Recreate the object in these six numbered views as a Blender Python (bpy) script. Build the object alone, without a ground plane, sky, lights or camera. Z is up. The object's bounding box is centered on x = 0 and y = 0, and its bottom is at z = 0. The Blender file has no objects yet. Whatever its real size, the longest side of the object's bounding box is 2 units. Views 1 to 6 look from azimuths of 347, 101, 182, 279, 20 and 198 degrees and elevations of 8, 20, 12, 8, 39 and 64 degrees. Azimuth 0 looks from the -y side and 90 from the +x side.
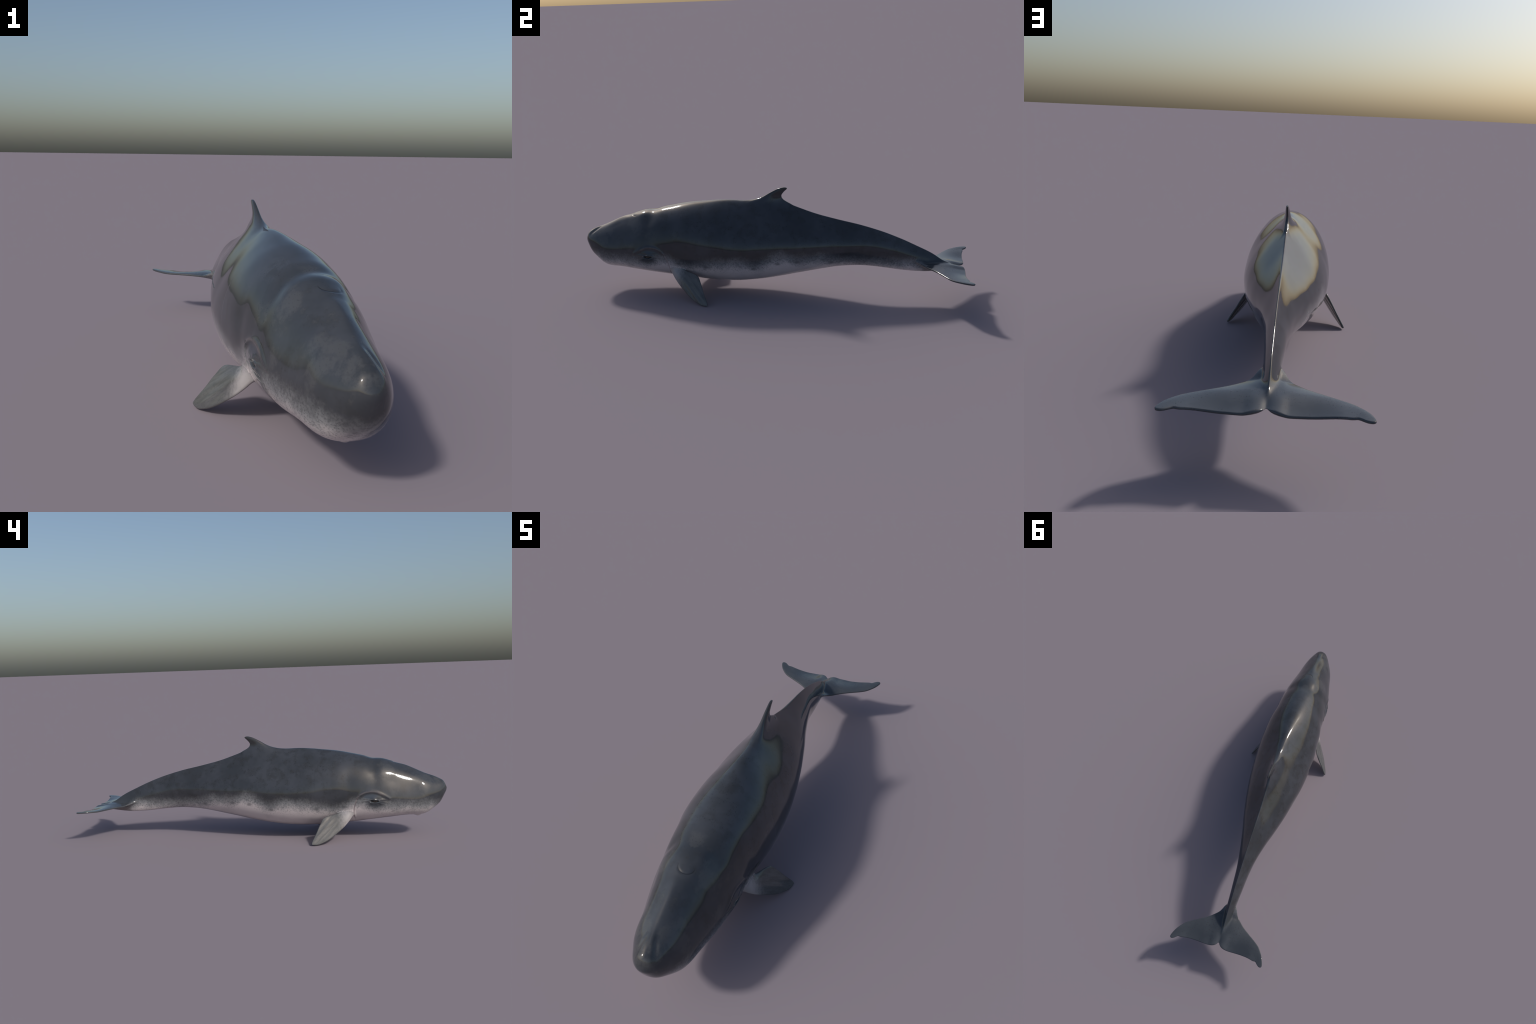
"""A dwarf sperm whale in a swimming pose: one smooth implicit body (lofted sections,
fins and flukes blended in), meshed with surface nets and split into anatomical parts."""
import bpy, math
import numpy as np

CELL = 0.0027          # mesh cell size in metres
f32 = np.float32


# ----------------------------------------------------------------------------- splines
def second_derivs(x, y):
    n = len(x)
    h = np.diff(x)
    A = np.eye(n)
    b = np.zeros(n)
    for i in range(1, n - 1):
        A[i, i - 1], A[i, i], A[i, i + 1] = h[i - 1], 2 * (h[i - 1] + h[i]), h[i]
        b[i] = 6 * ((y[i + 1] - y[i]) / h[i] - (y[i] - y[i - 1]) / h[i - 1])
    return np.linalg.solve(A, b)


def spline(x, y, q):
    x, y = np.asarray(x, float), np.asarray(y, float)
    M = second_derivs(x, y)
    q = np.clip(q, x[0], x[-1])
    i = np.clip(np.searchsorted(x, q) - 1, 0, len(x) - 2)
    h = x[i + 1] - x[i]
    a, b = (x[i + 1] - q) / h, (q - x[i]) / h
    return a * y[i] + b * y[i + 1] + ((a ** 3 - a) * M[i] + (b ** 3 - b) * M[i + 1]) * h * h / 6


class Table:
    """A smooth curve sampled finely, for fast lookup."""

    def __init__(self, x, y, n=1500, warp=None):
        self.q = np.linspace(x[0], x[-1], n)
        self.v = spline(x, y, self.q)

    def __call__(self, q):
        return np.interp(q, self.q, self.v)


def smooth(a, b, x):
    t = np.clip((x - a) / (b - a), 0, 1)
    return t * t * (3 - 2 * t)


def smin(a, b, k):
    h = np.maximum(k - np.abs(a - b), 0) / k
    return np.minimum(a, b) - h * h * h * k / 6


def smax(a, b, k):
    return -smin(-a, -b, k)


# ----------------------------------------------------------------------------- body sections
# Stations along the body are given in t = sqrt((y+1)/2), which rounds the snout.
T = [0, .05, .09, .13, .18, .24, .31, .38, .45, .52, .59, .66, .73, .79, .85, .90, .94, .985]
BACK = Table(T[:-1] + [.955, .9655, .985], [.2627, .2775, .2985, .3108, .3249, .3450, .3808, .4149, .4372, .4693, .4959, .5202, .4902, .4277, .3834, .3337, .2700, .2395, .2100, .1600])
BELLY = Table(T, [.2628, .2425, .2191, .1863, .1565, .1245, .1175, .1091, .0923, .0748, .0622, .0654, .0965, .1353, .1604, .1475, .1379, .1580])
HALF = Table(T, [0, .0185, .0340, .0495, .0677, .0918, .1104, .1320, .1448, .1551, .1693, .1669, .1404, .1009, .0509, .0308, .0220, .0040])
LEAN = Table(T, [0, -.02, -.04, -.07, -.1281, -.2269, -.3564, -.3386, -.1988, -.0749, -.1230, -.2465, -.2243, -.1852, -.1721, -.1915, -.2176, -.2465])
P_TOP = Table(T, [2.02, 2.03, 2.04, 2.06, 2.09, 2.17, 2.33, 2.46, 2.39, 1.88, 1.317, .983, .902, .924, .85, .788, .746, .70])
P_LOW = Table(T, [2.05, 2.12, 2.17, 2.23, 2.29, 2.37, 2.42, 2.37, 2.25, 2.10, 2.03, 2.0, 1.98, 2.01, 1.97, 1.89, 1.83, 1.76])


def body_raw(x, y, z):
    t = np.sqrt(np.clip((y + 1) / 2, 0, None))
    zt, zb, a = BACK(t), BELLY(t), np.maximum(HALF(t), .002)
    c = LEAN(t)
    H = np.maximum(zt - zb, .002)
    v = 2 * (z - zb) / H - 1
    h = np.where(v > 1, 1 + (1 + 2 * c) * (v - 1), np.where(v < -1, -1 + (1 - 2 * c) * (v + 1), v - c * (1 - v * v)))
    s = smooth(-1, 1, h)
    p = P_LOW(t) * (1 - s) + P_TOP(t) * s
    e = np.minimum(.0025 + .0225 * smooth(.04, -.16, y), .2 * a)       # rounding of the back's ridge
    R = (np.sqrt(x * x + e * e) / a) ** p + h * h
    f = (np.sqrt(R) - 1) * np.minimum(a, H / 2)
    f = np.where(y < -1, np.maximum(f, 0) + (-1 - y), f)
    return f


def body(x, y, z):
    f = body_raw(x, y, z)
    e = 4e-4
    gx = (body_raw(x + e, y, z) - f) / e
    gy = (body_raw(x, y + e, z) - f) / e
    gz = (body_raw(x, y, z + e) - f) / e
    return smax(f / np.clip(np.sqrt(gx * gx + gy * gy + gz * gz), .35, 4), y - .900, .03)


# ----------------------------------------------------------------------------- fins
class Fin:
    """Blade given by leading edge, trailing edge and thickness along its span."""

    def __init__(self, lead, trail, half_thick, blunt=.4, rim=.003):
        s_tip = lead[-1][0]
        self.s0, self.tip, self.blunt, self.rim = lead[0][0], s_tip, blunt, rim
        w = lambda s: -np.sqrt(np.clip(s_tip - np.asarray(s, float), 0, None))
        q = np.linspace(lead[0][0], s_tip, 40)
        self.w = w
        self.W = np.linspace(w(lead[0][0]), 0, 1500)
        cut = lambda P: spline(w([p[0] for p in P]), [p[1] for p in P], self.W)
        self.le, self.te, self.th = cut(lead), cut(trail), cut(half_thick)

    def __call__(self, s, c, n):
        W = self.w(np.maximum(s, self.s0))
        le, te = np.interp(W, self.W, self.le), np.interp(W, self.W, self.te)
        T0 = np.maximum(np.interp(W, self.W, self.th), .0012)
        hc = np.maximum((te - le) / 2, .0012)
        xi = (c - (le + te) / 2) / hc
        # lens-shaped section, thicker toward the leading edge, with rounded rims
        rim = np.minimum(np.minimum(self.rim, T0 * .9), hc)
        x1 = np.clip(xi, -1, 1)
        Tn = rim + np.maximum(T0 - rim, 0) * (1 - x1 * x1) * (1 - self.blunt * x1)
        a, b = (np.abs(xi) - 1) * hc + rim, np.abs(n) - Tn + rim
        d = np.sqrt(np.maximum(a, 0) ** 2 + np.maximum(b, 0) ** 2) + np.minimum(np.maximum(a, b), 0) - rim
        over = np.maximum(s - self.tip, 0)
        d = np.where(over > 0, np.sqrt(np.maximum(d, 0) ** 2 + over ** 2), d)
        under = np.maximum(self.s0 - s, 0)
        return np.where(under > 0, np.sqrt(np.maximum(d, 0) ** 2 + under ** 2), d)


DORSAL = Fin(
             [(.38, -.085), (.43, -.105), (.465, -.110), (.478, -.100), (.4865, -.083), (.4945, -.061), (.507, -.0335), (.5255, -.0025), (.5425, .0285), (.5525, .050), (.5572, .066), (.5588, .078)],
             [(.38, .100), (.43, .108), (.458, .108), (.475, .101), (.485, .087), (.4955, .073), (.508, .066), (.518, .0655), (.5265, .070), (.541, .083), (.551, .0935), (.5555, .0935), (.5588, .078)],
             [(.38, .024), (.452, .018), (.475, .0145), (.495, .0125), (.51, .0105), (.53, .0085), (.55, .0055), (.5588, .003)], .35, .0028)

FLUKE = Fin(
            [(0, .735), (.02, .738), (.033, .745), (.045, .768), (.064, .792), (.09, .816), (.12, .838), (.155, .860), (.187, .880), (.211, .898), (.233, .924), (.25, .952), (.259, .975), (.2625, .990)],
            [(0, .947), (.007, .954), (.017, .961), (.034, .967), (.055, .971), (.08, .9712), (.105, .970), (.137, .970), (.17, .9725), (.195, .977), (.212, .9795), (.2205, .979), (.230, .9865), (.243, .9975), (.253, 1.0005), (.259, .9985), (.2625, .990)],
            [(0, .0155), (.03, .0130), (.06, .0100), (.12, .0068), (.19, .0052), (.24, .0046), (.2625, .003)], .30, .0036)

FLIPPER_O = np.array([-.136, -.448, .1355])
FLIPPER_S = np.array([-.45454, .67964, -.57575])
FLIPPER_C = np.array([.12249, .68793, .71536])
FLIPPER_N = np.array([.88227, .25464, -.39596])
FLIPPER_L = .231
FLIPPER = Fin(
              [(-.3, -.026), (-.15, -.036), (0, -.0425), (.2, -.0458), (.4, -.0445), (.6, -.0405), (.75, -.0335), (.88, -.0225), (.96, -.0115), (1.0, -.002), (1.018, .0045)],
              [(-.3, .02), (-.15, .022), (.0, .024), (.1, .0345), (.2, .047), (.3, .058), (.38, .0632), (.44, .0612), (.5, .0555), (.6, .047), (.7, .0375), (.8, .029), (.9, .0205), (.96, .0155), (1.0, .0105), (1.018, .0045)],
              [(-.3, .017), (0, .0130), (.2, .0098), (.5, .0072), (.8, .0054), (1.018, .003)], .35, .0032)


def flipper(x, y, z):
    px, py, pz = -np.abs(x) - FLIPPER_O[0], y - FLIPPER_O[1], z - FLIPPER_O[2]
    dot = lambda v: px * v[0] + py * v[1] + pz * v[2]
    s = dot(FLIPPER_S) / FLIPPER_L
    n = dot(FLIPPER_N) + .003 * smooth(.2, 1, s)
    # s is measured in flipper lengths; scale the overshoot back to metres
    over = np.maximum(s - FLIPPER.tip, 0) * FLIPPER_L
    c = dot(FLIPPER_C)
    d = FLIPPER(np.minimum(s, FLIPPER.tip), c, n)
    d -= .0005 * np.cos(215 * c + 4 * s) * smooth(.15, .4, s) * smooth(1.0, .8, s)      # faint finger ridges
    return np.where(over > 0, np.sqrt(np.maximum(d, 0) ** 2 + over ** 2), d)


def fluke(x, y, z):
    u = np.abs(x)
    zc = .1775 + .018 * smooth(.80, .735, y) + .003 * smooth(.2, .2625, u) \
        - .0095 * smooth(.86, .97, y) * smooth(.0, .06, u) * smooth(.22, .1, u) - .003 * smooth(.86, .96, y) * smooth(.05, 0, u)
    d = FLUKE(np.sqrt(u * u + 1e-6), y, z - zc)
    lobe = np.exp(-((u - .032) / .018) ** 2) * smooth(.86, .92, y) * (.3 + .7 * smooth(-.006, .006, z - zc))
    valley = np.exp(-(u / .011) ** 2) * smooth(.88, .94, y)
    return d - .0030 * lobe + .0040 * valley


def dorsal(x, y, z):
    return DORSAL(z, y, x - .012 * (z - .5))


# ----------------------------------------------------------------------------- relief of the head
def gauss(*pairs):
    return np.exp(-sum((d / w) ** 2 for d, w in pairs))


def poly_distance(a, b, pts):
    """Distance to a smooth open curve in a plane, and the signed side of it."""
    pts = np.asarray(pts, float)
    k = np.arange(len(pts))
    kk = np.linspace(0, len(pts) - 1, 8 * (len(pts) - 1) + 1)
    P = np.stack([spline(k, pts[:, 0], kk), spline(k, pts[:, 1], kk)], 1)
    best, side = np.full(a.shape, 9.), np.zeros(a.shape)
    for p, q in zip(P[:-1], P[1:]):
        d = q - p
        L2 = d @ d
        t = np.clip(((a - p[0]) * d[0] + (b - p[1]) * d[1]) / L2, 0, 1)
        ex, ey = a - p[0] - t * d[0], b - p[1] - t * d[1]
        r = np.sqrt(ex * ex + ey * ey)
        sd = (d[0] * ey - d[1] * ex) / math.sqrt(L2)
        side = np.where(r < best, sd, side)
        best = np.minimum(best, r)
    return best, side


EYE = (-.6135, .2165)
BROW = [(-.692, .229), (-.665, .246), (-.63, .262), (-.592, .267), (-.555, .257), (-.527, .238)]
GILL = [(-.530, .242), (-.516, .208), (-.508, .182), (-.506, .160), (-.509, .128)]


def relief(x, y, z):
    """Outward displacement (m) of the head and neck."""
    u = np.abs(x)
    side = smooth(.05, .09, u)
    d = np.zeros_like(x)
    # eye mound with its arched brow fold, sunken lid and the crease behind the cheek
    d += .0075 * gauss((y - EYE[0], .058), (z - .220, .036)) * side
    r, s = poly_distance(y, z, BROW)
    d += (.0022 * np.exp(-(r / .008) ** 2) - .0016 * np.exp(-((r - .013) / .009) ** 2) * smooth(0, .006, -s)) * side
    d += -.0024 * gauss((y + .595, .030), (z - .243, .012)) * side
    r, s = poly_distance(y, z, GILL)
    d += (-.0030 * np.exp(-((s - .003) / .0045) ** 2) * (r < .03) + .0022 * np.exp(-(r / .006) ** 2)) * np.exp(-np.maximum(r - .004, 0) / .02) * side * (z < .25)
    # lids: a raised rim round the slit
    ey, ez = y - EYE[0], z - EYE[1] - .06 * (y - EYE[0])
    q = np.sqrt((ey / .0235) ** 2 + (ez / .0072) ** 2)
    d += (.0018 * np.exp(-((q - 1.35) / .35) ** 2) - .011 * smooth(1.05, .55, q)) * side
    # uneven wrinkles round the lids
    ang = np.arctan2(ez * 2.6, ey)
    d += .0007 * (np.sin(5 * ang + 1.2) + np.sin(9 * ang + 60 * ey)) * np.exp(-((q - 2.2) / .8) ** 2) * side
    # groove under the eye
    d += -.0016 * gauss((y + .612, .03), (z - .193, .006)) * side
    # blowhole: crescent slit, mound behind it, dip behind the mound
    top = smooth(.30, .36, z)
    bx, by = x - .010, y + .694
    rad, ang = np.sqrt(bx * bx + by * by), np.arctan2(bx, -by)
    arc = np.exp(-((rad - .0275) / .0042) ** 2) * smooth(1.75, .9, np.abs(ang - .1))
    d += (-.0011 * arc + .0002 * np.exp(-((rad - .020) / .009) ** 2) * smooth(1.8, 1.0, np.abs(ang))) * top
    d += (.0040 * gauss((x, .050), (y + .662, .034)) - .0031 * gauss((x, .075), (y + .603, .026))
          - .0016 * gauss((x, .07), (y + .735, .022)) + .0016 * gauss((x, .1), (y + .55, .03))) * top
    d += (-.0030 * gauss((u - .078, .024), (y + .612, .034)) + .0022 * gauss((u - .046, .018), (y + .660, .028))) * smooth(.34, .38, z)
    d += -.0017 * gauss((y + .616, .024), (z - .335, .055)) * side
    # snout: ridge along the middle, shallow troughs beside it
    fr = smooth(-.72, -.80, y) * smooth(-.995, -.95, y) * smooth(.24, .30, z)
    d += .0022 * np.exp(-(x / .014) ** 2) * fr - .0014 * np.exp(-((u - .034) / .016) ** 2) * fr
    tx, ty = u - .0225, y + .938
    along, across = .27 * tx - .963 * ty, .963 * tx + .27 * ty
    d += np.where(x < 0, .6, 1) * (-.0034 * gauss((along, .026), (across, .0075)) + .0014 * gauss((along - .004, .03), (across + .013, .007))) * smooth(.26, .285, z)
    # flattened side walls of the forehead, with a soft edge above them
    wall = smooth(-.94, -.86, y) * smooth(-.58, -.66, y) * smooth(.02, .045, u)
    zt = BACK(np.sqrt(np.clip((y + 1) / 2, 0, None)))
    k = z - zt + .037
    d += np.exp(-(k / np.where(k > 0, .020, .052)) ** 2) * np.where(x < 0, .0062, -.0016) * wall
    # cheek and neck undulations
    d += -.0030 * gauss((y + .475, .035), (z - .30, .07)) * side + .0018 * gauss((y + .40, .06), (z - .3, .08)) * side
    d += -.0016 * gauss((y + .71, .03), (z - .315, .03)) * side
    return d


def undulation(x, y, z):
    """Very gentle large lumps of the flanks, as soft flesh has."""
    return .0024 * gauss((z - .272, .030), (y - .44, .10)) + .0004 * (np.sin(23 * y + 9 * z + 4 * x + .4) * np.sin(17 * z - 11 * y + 1.1)
                    + .6 * np.sin(41 * y - 15 * z + 2.2 + 9 * x) * np.sin(13 * y + 37 * z))


def jaw(x, y, z):
    """Small underslung lower jaw."""
    yy = np.clip((y + .872) / .33, 0, 1)
    w = .014 + .045 * np.sqrt(yy) * (1 - .25 * yy)
    t = np.sqrt(np.clip((y + 1) / 2, 0, None))
    zc = BELLY(t) + .0158 - .0075 * gauss((y + .850, .020)) + .010 * smooth(-.62, -.54, y)
    hz = .0165
    R = np.sqrt((x / w) ** 2 + ((z - zc) / hz) ** 2)
    g = np.sqrt((x / w ** 2) ** 2 + ((z - zc) / hz ** 2) ** 2) / np.maximum(R, 1e-6)
    d = (R - 1) / np.maximum(g, 1e-6)
    e = np.maximum(-.868 - y, y + .545)
    return smax(d, e, .012)


def parts(x, y, z):
    f = body(x, y, z)
    head = y < -.30
    if head.any():
        f[head] -= relief(x[head], y[head], z[head])
    f -= undulation(x, y, z) * smooth(.85, .6, y) * smooth(-.97, -.85, y)
    flat = np.full_like(f, .2)
    fin, flu, fli, jw = flat.copy(), flat.copy(), flat.copy(), flat.copy()
    m = (y > -.2) & (y < .32) & (z > .36)
    fin[m] = dorsal(x[m], y[m], z[m])
    m = (y > .62) & (z < .30) & (z > .08)
    flu[m] = fluke(x[m], y[m], z[m])
    m = (y > -.62) & (y < -.2) & (z < .25) & (np.abs(x) > .03)
    fli[m] = flipper(x[m], y[m], z[m])
    m = (y < -.45) & (z < .2)
    jw[m] = jaw(x[m], y[m], z[m])
    return f, fin, flu, fli, jw


def field(p):
    x, y, z = p[:, 0], p[:, 1], p[:, 2]
    f, fin, flu, fli, jw = parts(x, y, z)
    f = f + .0035 * np.exp(-((jw - .0025) / .004) ** 2)      # furrow along the jaw
    f = smin(f, jw, .003)
    f = smin(f, fin, .034)
    f = smin(f, flu, .022)
    return smin(f, fli, .024)


def gradient(p, e=3e-4):
    g = np.empty_like(p)
    for k in range(3):
        o = np.zeros(3)
        o[k] = e
        g[:, k] = (field(p + o) - field(p - o)) / (2 * e)
    return g


# ----------------------------------------------------------------------------- surface nets
def mesh_surface(h):
    lo = np.array([-.285, -1.02, -.022])
    hi = np.array([.285, 1.022, .575])
    B = 6                                               # fine cells to a coarse block
    nb = np.ceil((hi - lo) / (h * B)).astype(int)
    n = nb * B + 1
    # coarse pass: keep blocks near the surface
    g = [lo[k] + (np.arange(nb[k]) + .5) * h * B for k in range(3)]
    C = np.stack(np.meshgrid(*g, indexing='ij'), -1).reshape(-1, 3)
    fc = field(C).reshape(nb)
    near = np.abs(fc) < 1.5 * h * B
    for ax in range(3):
        a = near.copy()
        a |= np.roll(near, 1, ax) | np.roll(near, -1, ax)
        near = a
    V = np.where(fc < 0, -1, 1).astype(f32)
    V = np.repeat(np.repeat(np.repeat(V, B, 0), B, 1), B, 2)
    V = np.pad(V, ((0, 1), (0, 1), (0, 1)), constant_values=1)
    mark = np.zeros(n, bool)
    nz = np.repeat(np.repeat(np.repeat(near, B, 0), B, 1), B, 2)
    for dx in (0, 1):
        for dy in (0, 1):
            for dz in (0, 1):
                mark[dx:dx + nz.shape[0], dy:dy + nz.shape[1], dz:dz + nz.shape[2]] |= nz
    I = np.argwhere(mark)
    vals = np.empty(len(I), f32)
    for i in range(0, len(I), 400000):
        vals[i:i + 400000] = field(lo + I[i:i + 400000] * h)
    V[mark] = vals
    inside = V < 0
    # one vertex in each cell that the surface crosses
    cs = np.zeros(n - 1, np.int8)
    for dx in (0, 1):
        for dy in (0, 1):
            for dz in (0, 1):
                cs += inside[dx:n[0] - 1 + dx, dy:n[1] - 1 + dy, dz:n[2] - 1 + dz]
    cells = np.argwhere((cs > 0) & (cs < 8))
    index = np.full(n - 1, -1, np.int64)
    index[tuple(cells.T)] = np.arange(len(cells))
    acc, cnt = np.zeros((len(cells), 3)), np.zeros(len(cells))
    corner = lambda o: V[cells[:, 0] + o[0], cells[:, 1] + o[1], cells[:, 2] + o[2]]
    for ax in range(3):
        b, c = [k for k in range(3) if k != ax]
        for ob in (0, 1):
            for oc in (0, 1):
                o0 = [0, 0, 0]
                o0[b], o0[c] = ob, oc
                o1 = list(o0)
                o1[ax] = 1
                v0, v1 = corner(o0), corner(o1)
                hit = (v0 < 0) != (v1 < 0)
                t = np.where(hit, v0 / np.where(hit, v0 - v1, 1), 0)
                P = np.tile(np.array(o0, float), (len(cells), 1))
                P[:, ax] = t
                acc[hit] += P[hit]
                cnt[hit] += 1
    verts = lo + (cells + acc / cnt[:, None]) * h
    quads = []
    for ax in range(3):
        b, c = (ax + 1) % 3, (ax + 2) % 3
        s0 = [slice(None)] * 3
        s1 = [slice(None)] * 3
        s0[ax], s1[ax] = slice(0, n[ax] - 1), slice(1, n[ax])
        flip = inside[tuple(s0)] != inside[tuple(s1)]
        E = np.argwhere(flip)
        E = E[(E[:, b] > 0) & (E[:, c] > 0) & (E[:, b] < n[b] - 1) & (E[:, c] < n[c] - 1)]
        ids = []
        for ob, oc in ((-1, -1), (0, -1), (0, 0), (-1, 0)):
            q = E.copy()
            q[:, b] += ob
            q[:, c] += oc
            ids.append(index[tuple(q.T)])
        Q = np.stack(ids, 1)
        out = inside[tuple(E.T)]
        Q[~out] = Q[~out][:, ::-1]
        quads.append(Q)
    return verts, np.vstack(quads)


def project(v, steps, limit):
    for _ in range(steps):
        g = gradient(v)
        d = field(v)
        step = -(d / np.maximum((g * g).sum(1), .05))[:, None] * g
        L = np.linalg.norm(step, axis=1, keepdims=True)
        v = v + step * np.minimum(1, limit / np.maximum(L, 1e-9))
    return v


def relax(v, q, w=.5):
    """Move vertices toward the mean of their neighbours, to even the mesh out."""
    acc, cnt = np.zeros_like(v), np.zeros(len(v))
    for i in range(4):
        a, b = q[:, i], q[:, (i + 1) % 4]
        for k in range(3):
            acc[:, k] += np.bincount(a, v[b, k], len(v)) + np.bincount(b, v[a, k], len(v))
        cnt += np.bincount(a, minlength=len(v)) + np.bincount(b, minlength=len(v))
    return v + w * (acc / np.maximum(cnt, 1)[:, None] - v)


verts, quads = mesh_surface(CELL)
verts = project(verts, 1, CELL)
for _ in range(2):
    verts = project(relax(verts, quads), 1, CELL)
verts = project(verts, 1, CELL)
normals = gradient(verts, 6e-4)
normals /= np.maximum(np.linalg.norm(normals, axis=1, keepdims=True), 1e-9)


# ----------------------------------------------------------------------------- materials
class Nodes:
    def __init__(self, name):
        self.mat = bpy.data.materials.new(name)
        self.mat.use_nodes = True
        self.t = self.mat.node_tree
        self.bsdf = self.t.nodes['Principled BSDF']

    def put(self, socket, v):
        if isinstance(v, bpy.types.NodeSocket):
            self.t.links.new(v, socket)
        elif socket.type == 'RGBA':
            socket.default_value = (*v, 1) if len(v) == 3 else v
        else:
            socket.default_value = v

    def node(self, kind, out=0, props=None, **ins):
        n = self.t.nodes.new(kind)
        for k, v in (props or {}).items():
            setattr(n, k, v)
        for k, v in ins.items():
            key = int(k[1:]) if k[0] == 'i' and k[1:].isdigit() else k.replace('_', ' ')
            self.put(n.inputs[key], v)
        return n.outputs[out]

    def math(self, op, a, b=0., c=0., clamp=False):
        return self.node('ShaderNodeMath', 0, {'operation': op, 'use_clamp': clamp}, i0=a, i1=b, i2=c)

    def noise(self, vec, scale, detail=3., rough=.55, distort=0.):
        return self.node('ShaderNodeTexNoise', 0, None, Vector=vec, Scale=scale, Detail=detail, Roughness=rough, Distortion=distort)

    def step(self, v, a, b, lo=0., hi=1.):
        n = self.t.nodes.new('ShaderNodeMapRange')
        n.interpolation_type = 'SMOOTHSTEP'
        for k, q in enumerate((v, a, b, lo, hi)):
            self.put(n.inputs[k], q)
        return n.outputs[0]

    def mix(self, f, a, b, mode='MIX'):
        n = self.t.nodes.new('ShaderNodeMix')
        n.data_type, n.blend_type = 'RGBA', mode
        self.put(n.inputs[0], f)
        self.put(n.inputs[6], a)
        self.put(n.inputs[7], b)
        return n.outputs[2]

    def curve(self, v, pts):
        """A smooth function of v through the given points, values in 0..1."""
        n = self.t.nodes.new('ShaderNodeFloatCurve')
        c = n.mapping.curves[0]
        while len(c.points) > 2:
            c.points.remove(c.points[0])
        c.points[0].location, c.points[1].location = pts[0], pts[-1]
        for p in pts[1:-1]:
            c.points.new(*p)
        n.mapping.update()
        self.put(n.inputs['Value'], v)
        return n.outputs[0]

    def blob(self, p, centre, radii):
        """1 at the centre of an ellipsoid, 0 on its surface and beyond."""
        d = self.node('ShaderNodeVectorMath', 0, {'operation': 'SUBTRACT'}, i0=p, i1=centre)
        d = self.node('ShaderNodeVectorMath', 0, {'operation': 'DIVIDE'}, i0=d, i1=radii)
        return self.node('ShaderNodeVectorMath', 1, {'operation': 'LENGTH'}, i0=d)


GLOSS = .07


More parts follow.
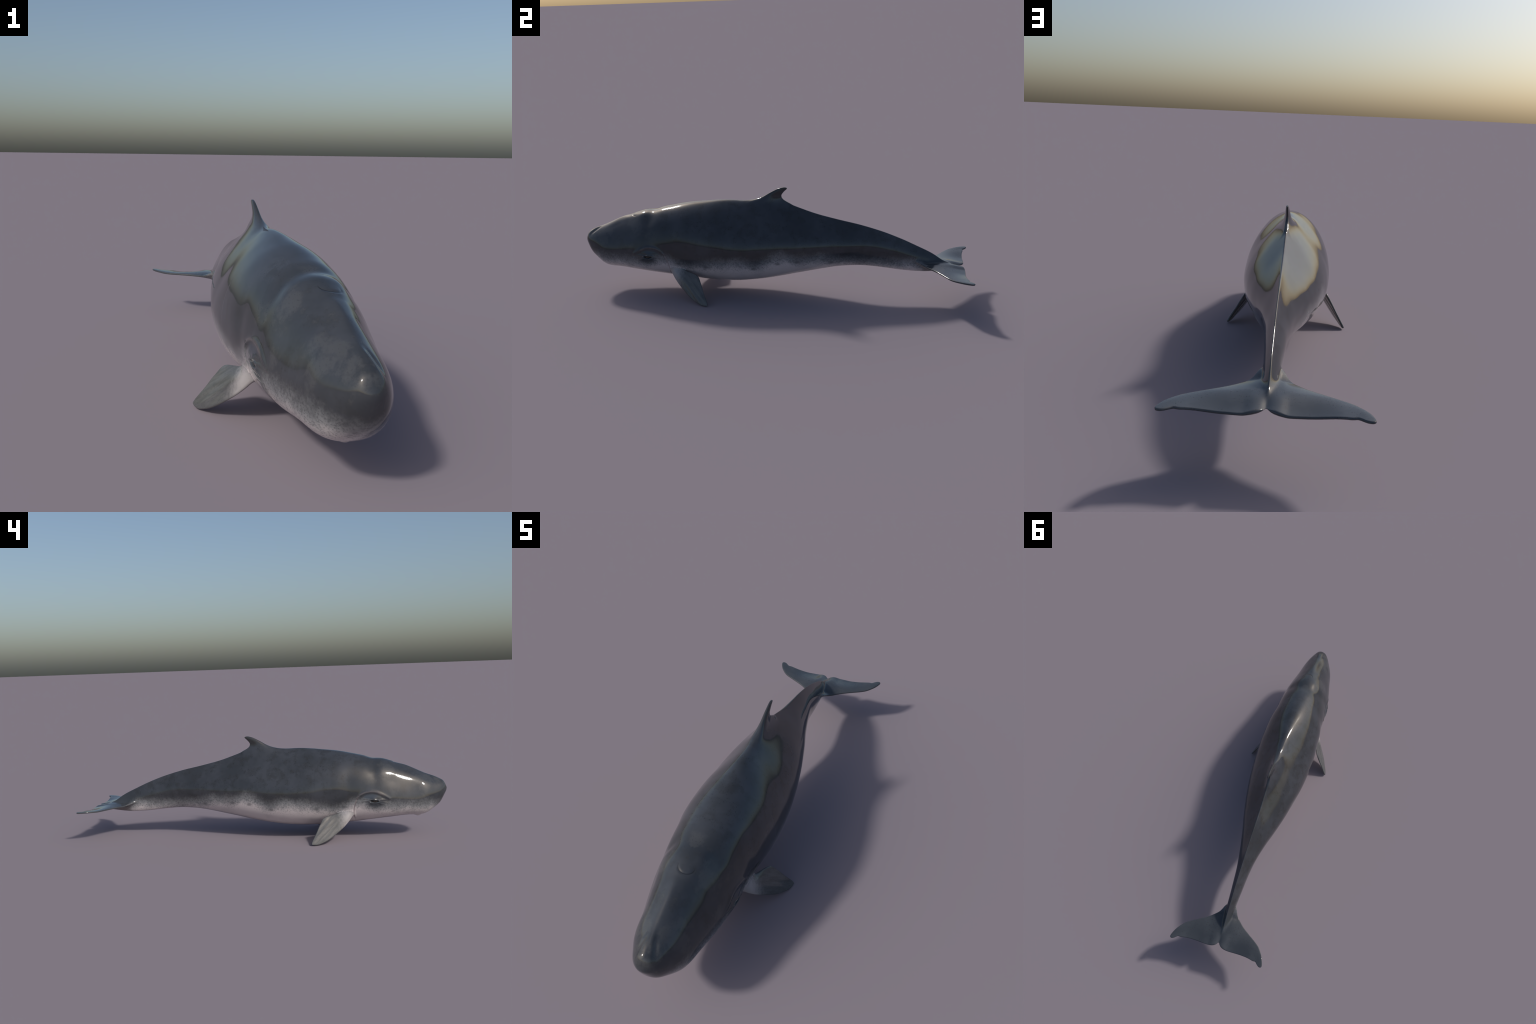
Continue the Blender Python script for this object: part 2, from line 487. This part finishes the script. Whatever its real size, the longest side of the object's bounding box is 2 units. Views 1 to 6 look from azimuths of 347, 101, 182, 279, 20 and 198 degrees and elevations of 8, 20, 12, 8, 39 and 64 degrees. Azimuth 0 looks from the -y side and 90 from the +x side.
def skin(name, kind):
    N = Nodes(name)
    P = N.node('ShaderNodeTexCoord', 3)
    xyz = N.t.nodes.new('ShaderNodeSeparateXYZ')
    N.put(xyz.inputs[0], P)
    x, y, z = xyz.outputs
    ax = N.math('ABSOLUTE', x)
    sym = N.node('ShaderNodeCombineXYZ', 0, None, X=ax, Y=y, Z=z)
    streaky = N.node('ShaderNodeVectorMath', 0, {'operation': 'MULTIPLY'}, i0=sym, i1=(1., .55, .8))
    big, mid = N.noise(sym, 7., 4.), N.noise(sym, 22., 4., .6)
    fine, speck = N.noise(sym, 100., 3., .6), N.noise(streaky, 255., 2., .5)
    add = lambda a, b: N.math('ADD', a, b)
    mul = lambda a, b: N.math('MULTIPLY', a, b)
    # --- dark back: blue grey with darker clouds and small dark flecks
    back = N.mix(N.step(big, .35, .68), (.032, .036, .042), (.045, .050, .060))
    back = N.mix(mul(N.step(mid, .45, .70), .65), back, (.028, .029, .030))
    back = N.mix(mul(mul(N.step(N.noise(sym, 11., 5., .65), .50, .64), N.step(y, -.45, -.7)), .6), back, (.070, .074, .080))
    fleck = mul(N.step(speck, .60, .68), N.step(mid, .40, .58))
    back = N.mix(mul(mul(fleck, N.step(y, -.80, -.35, .35, 1.)), .62), back, (.017, .018, .021))
    # --- pale belly, its edge wandering along the flank and breaking into clouds and flecks
    t = N.math('MULTIPLY_ADD', y, .5, .5)
    wob = add(N.math('MULTIPLY_ADD', N.noise(sym, 17., 5., .65), .050, -.025), N.math('MULTIPLY_ADD', fine, .024, -.012))
    over = N.math('SUBTRACT', add(z, wob), mul(N.curve(t, BELLY_EDGE), .4))
    back = N.mix(mul(N.step(over, .065, .02), .4), back, (.035, .035, .038))  # band above the pale edge: slightly darker skin plus ground reflection painted in
    pale = N.mix(N.step(over, .0, -.05), (.31, .32, .335), (.55, .505, .51))
    pale = N.mix(mul(N.step(big, .48, .72), .4), pale, (.36, .335, .345))
    spots = mul(N.step(speck, .55, .66), N.step(over, -.085, -.015))
    pale = N.mix(mul(spots, .52), pale, (.10, .10, .11))
    pale = N.mix(mul(mul(N.step(fine, .50, .70), N.step(over, -.07, 0.)), .5), pale, (.15, .155, .165))
    col = N.mix(N.step(over, .044, -.052), back, pale)
    for k, (cy, cz) in enumerate([(.155, .206), (.322, .192), (-.306, .177), (-.454, .187), (-.06, .172), (.06, .200)]):
        r = add(N.blob(sym, (.1, cy, cz), (.5, .020, .012)), N.math('MULTIPLY_ADD', fine, 1.6, -.8))
        col = N.mix(mul(N.step(r, 1.0, .2), .6), col, (.075, .08, .088))
    # --- dark smudges round the eye, pinkish brow fold and cheek crease
    r = add(N.blob(sym, (.14, -.620, .205), (.10, .046, .024)), N.math('MULTIPLY_ADD', mid, .8, -.4))
    col = N.mix(mul(N.step(r, 1.25, .55), .92), col, (.046, .053, .062))
    r = N.blob(sym, (.15, -.592, .243), (.08, .042, .015))
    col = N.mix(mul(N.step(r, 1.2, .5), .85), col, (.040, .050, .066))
    yy = add(y, .595)
    fold = N.math('ABSOLUTE', N.math('SUBTRACT', z, N.math('MULTIPLY_ADD', mul(yy, yy), -5., .2675)))
    near = mul(N.step(N.math('ABSOLUTE', yy), .085, .05), mul(N.step(ax, .08, .1), N.step(fold, .007, .001)))
    col = N.mix(mul(mul(near, N.step(mid, .35, .6)), .5), col, (.13, .11, .11))
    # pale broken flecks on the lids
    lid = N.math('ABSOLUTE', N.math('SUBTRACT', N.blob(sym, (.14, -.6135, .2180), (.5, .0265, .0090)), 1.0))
    lid = mul(N.step(lid, .30, .05), N.step(N.noise(sym, 75., 2., .5), .50, .62))
    col = N.mix(mul(mul(lid, N.step(z, .2145, .219)), .4), col, (.33, .30, .28))
    zz = N.math('SUBTRACT', z, .155)
    fold = N.math('ABSOLUTE', add(N.math('MULTIPLY_ADD', mul(zz, zz), 3.1, .506), y))
    near = mul(mul(N.step(z, .262, .215), N.step(z, .11, .13)), N.step(fold, .0045, .001))
    col = N.mix(mul(near, .55), col, (.26, .20, .20))
    # --- fins: dark fin tip, dark top of the flukes, grey flippers pale at the root
    col = N.mix(mul(N.step(z, .495, .53), .55), col, (.026, .026, .027))
    tail = mul(N.step(y, .76, .84), N.step(add(ax, mul(fine, .012)), .036, .062))
    up = N.t.nodes.new('ShaderNodeSeparateXYZ')
    N.put(up.inputs[0], N.node('ShaderNodeNewGeometry', 1))
    under = mul(N.step(up.outputs[2], -.2, -.75), N.step(mid, .25, .6))
    top = N.mix(N.step(big, .4, .65), (.043, .049, .057), (.060, .066, .074))
    top = N.mix(mul(fleck, .6), top, (.022, .022, .024))
    col = N.mix(tail, col, N.mix(mul(under, .5), top, (.14, .14, .145)))
    belly = N.step(up.outputs[2], -.1, -.6)
    col = N.mix(mul(mul(N.step(y, .75, .80), belly), N.step(ax, .05, .02)), col, (.17, .155, .157))
    col = N.mix(mul(N.step(add(y, mul(mid, .06)), .775, .865), N.math('SUBTRACT', 1., belly)), col, top)
    # shade of the shallow blowhole crease, painted as a dark line
    crease_shade = N.node('ShaderNodeVectorMath', 1, {'operation': 'LENGTH'}, i0=N.node('ShaderNodeCombineXYZ', 0, None, X=N.math('SUBTRACT', x, .010), Y=add(y, .694)))
    crease_shade = N.step(N.math('ABSOLUTE', N.math('SUBTRACT', crease_shade, .0278)), .0024, .0004)
    crease_shade = mul(mul(crease_shade, N.step(z, .36, .38)), N.step(y, -.690, -.702))
    col = N.mix(mul(crease_shade, .55), col, (.006, .006, .007))
    if kind == 'flipper':
        d = N.node('ShaderNodeVectorMath', 1, {'operation': 'DOT_PRODUCT'}, i0=sym, i1=tuple(FLIPPER_S * (-1, 1, 1)))
        s = N.math('MULTIPLY_ADD', d, 1 / FLIPPER_L, -float(FLIPPER_O @ FLIPPER_S) / FLIPPER_L)
        c = N.node('ShaderNodeVectorMath', 1, {'operation': 'DOT_PRODUCT'}, i0=sym, i1=tuple(FLIPPER_C * (-1, 1, 1)))
        c = N.math('SUBTRACT', c, float(FLIPPER_O @ FLIPPER_C))
        span = N.node('ShaderNodeCombineXYZ', 0, None, X=mul(s, 3.5), Y=mul(c, 95.), Z=mul(x, 3.))
        grey = N.mix(N.step(N.noise(span, 1., 4., .6), .3, .7), (.068, .071, .074), (.104, .107, .110))
        grey = N.mix(mul(N.step(fine, .5, .75), .3), grey, (.058, .061, .066))
        grey = N.mix(mul(N.step(speck, .6, .7), .4), grey, (.04, .042, .045))
        s = add(add(s, mul(c, 3.5)), N.math('MULTIPLY_ADD', mid, .3, -.15))
        col = N.mix(N.step(add(s, N.math('MULTIPLY_ADD', fine, .12, -.06)), -.16, .24), N.mix(.65, pale, (.21, .21, .215)), grey)
    N.put(N.bsdf.inputs['Base Color'], col)
    wet = N.blob(P, (.010, -.712, .405), (.032, .018, .03))
    N.put(N.bsdf.inputs['Roughness'], N.step(wet, 1.4, .4, GLOSS, .14))
    N.put(N.bsdf.inputs['IOR'], 1.5)
    bump = N.node('ShaderNodeBump', 0, None, Strength=.05, Distance=.001, Height=N.noise(P, 60., 2., .5))
    N.put(N.bsdf.inputs['Normal'], bump)
    return N.mat


# height of the pale belly's upper edge (as z / 0.4) along the body (as (y+1)/2)
BELLY_EDGE = [(0, .43), (.05, .47), (.10, .48), (.15, .478), (.19, .47), (.225, .54), (.25, .53), (.29, .45), (.33, .475), (.375, .51), (.41, .52), (.45, .52), (.47, .49),
              (.50, .545), (.535, .60), (.57, .575), (.60, .555), (.635, .565), (.66, .525), (.70, .50), (.76, .475), (.80, .48), (.85, .485), (.875, .465), (.9, .38), (1, .3)]

skin_body = skin('whale_skin', 'body')
skin_flipper = skin('flipper_skin', 'flipper')


# ----------------------------------------------------------------------------- parts
whale = bpy.data.objects.new('whale', None)
whale.empty_display_size = .1
bpy.context.scene.collection.objects.link(whale)
whale['label'] = 'glossy dark grey toothed whale with pale belly and blunt snout'
whale['category'] = 'whale'


def add(name, mesh, mat):
    ob = bpy.data.objects.new(name, mesh)
    ob.parent = whale
    mesh.materials.append(mat)
    bpy.context.scene.collection.objects.link(ob)
    return ob


def region_of(c):
    """Which anatomical part each point of the skin belongs to."""
    x, y, z = c.T
    f, fin, flu, fli, jw = parts(x, y, z)
    r = np.full(len(c), 1)
    t = np.interp(z, [.12, .2, .3, .45], [-.507, -.513, -.535, -.545])
    r[y < t] = 0
    r[y > .25] = 2
    r[(fin < f + .001) & (z > .485) & (np.abs(y) < .15)] = 3
    r[(flu < f) & (x >= 0) & (y > .7)] = 4
    r[(flu < f) & (x < 0) & (y > .7)] = 5
    r[(fli < f) & (x < 0)] = 6
    r[(fli < f) & (x >= 0)] = 7
    r[(jw < f)] = 8
    return r


NAMES = [('head', skin_body), ('torso', skin_body), ('tail', skin_body), ('dorsal_fin', skin_body), ('fluke', skin_body),
         ('fluke', skin_body), ('flipper', skin_flipper), ('flipper', skin_flipper), ('lower_jaw', skin_body)]
region = region_of(verts[quads].mean(1))
for i, (name, mat) in enumerate(NAMES):
    Q = quads[region == i]
    used, inv = np.unique(Q, return_inverse=True)
    me = bpy.data.meshes.new(name)
    me.from_pydata(verts[used].tolist(), [], inv.reshape(-1, 4).tolist())
    me.polygons.foreach_set('use_smooth', [True] * len(me.polygons))
    me.normals_split_custom_set_from_vertices(normals[used].tolist())
    add(name, me, mat)

# eyes
N = Nodes('eye_dark')
P = N.node('ShaderNodeTexCoord', 3)
N.put(N.bsdf.inputs['Base Color'], N.mix(N.step(N.noise(P, 220., 2.), .4, .65), (.010, .009, .009), (.035, .028, .024)))
N.put(N.bsdf.inputs['Roughness'], .05)
for sgn in (-1, 1):
    me = bpy.data.meshes.new('eye')
    nu, nv = 32, 16
    vs, fs = [], []
    for j in range(nv + 1):
        th = math.pi * j / nv
        for i in range(nu):
            ph = 2 * math.pi * i / nu
            vs.append((sgn * (.1345 + .0105 * math.sin(th) * math.cos(ph)), EYE[0] + .0225 * math.cos(th), EYE[1] + .012 * math.sin(th) * math.sin(ph)))
    for j in range(nv):
        for i in range(nu):
            a, b = j * nu + i, j * nu + (i + 1) % nu
            fs.append((a, b, b + nu, a + nu))
    me.from_pydata(vs, [], fs)
    me.polygons.foreach_set('use_smooth', [True] * len(me.polygons))
    me.update()
    add('eye', me, N.mat)
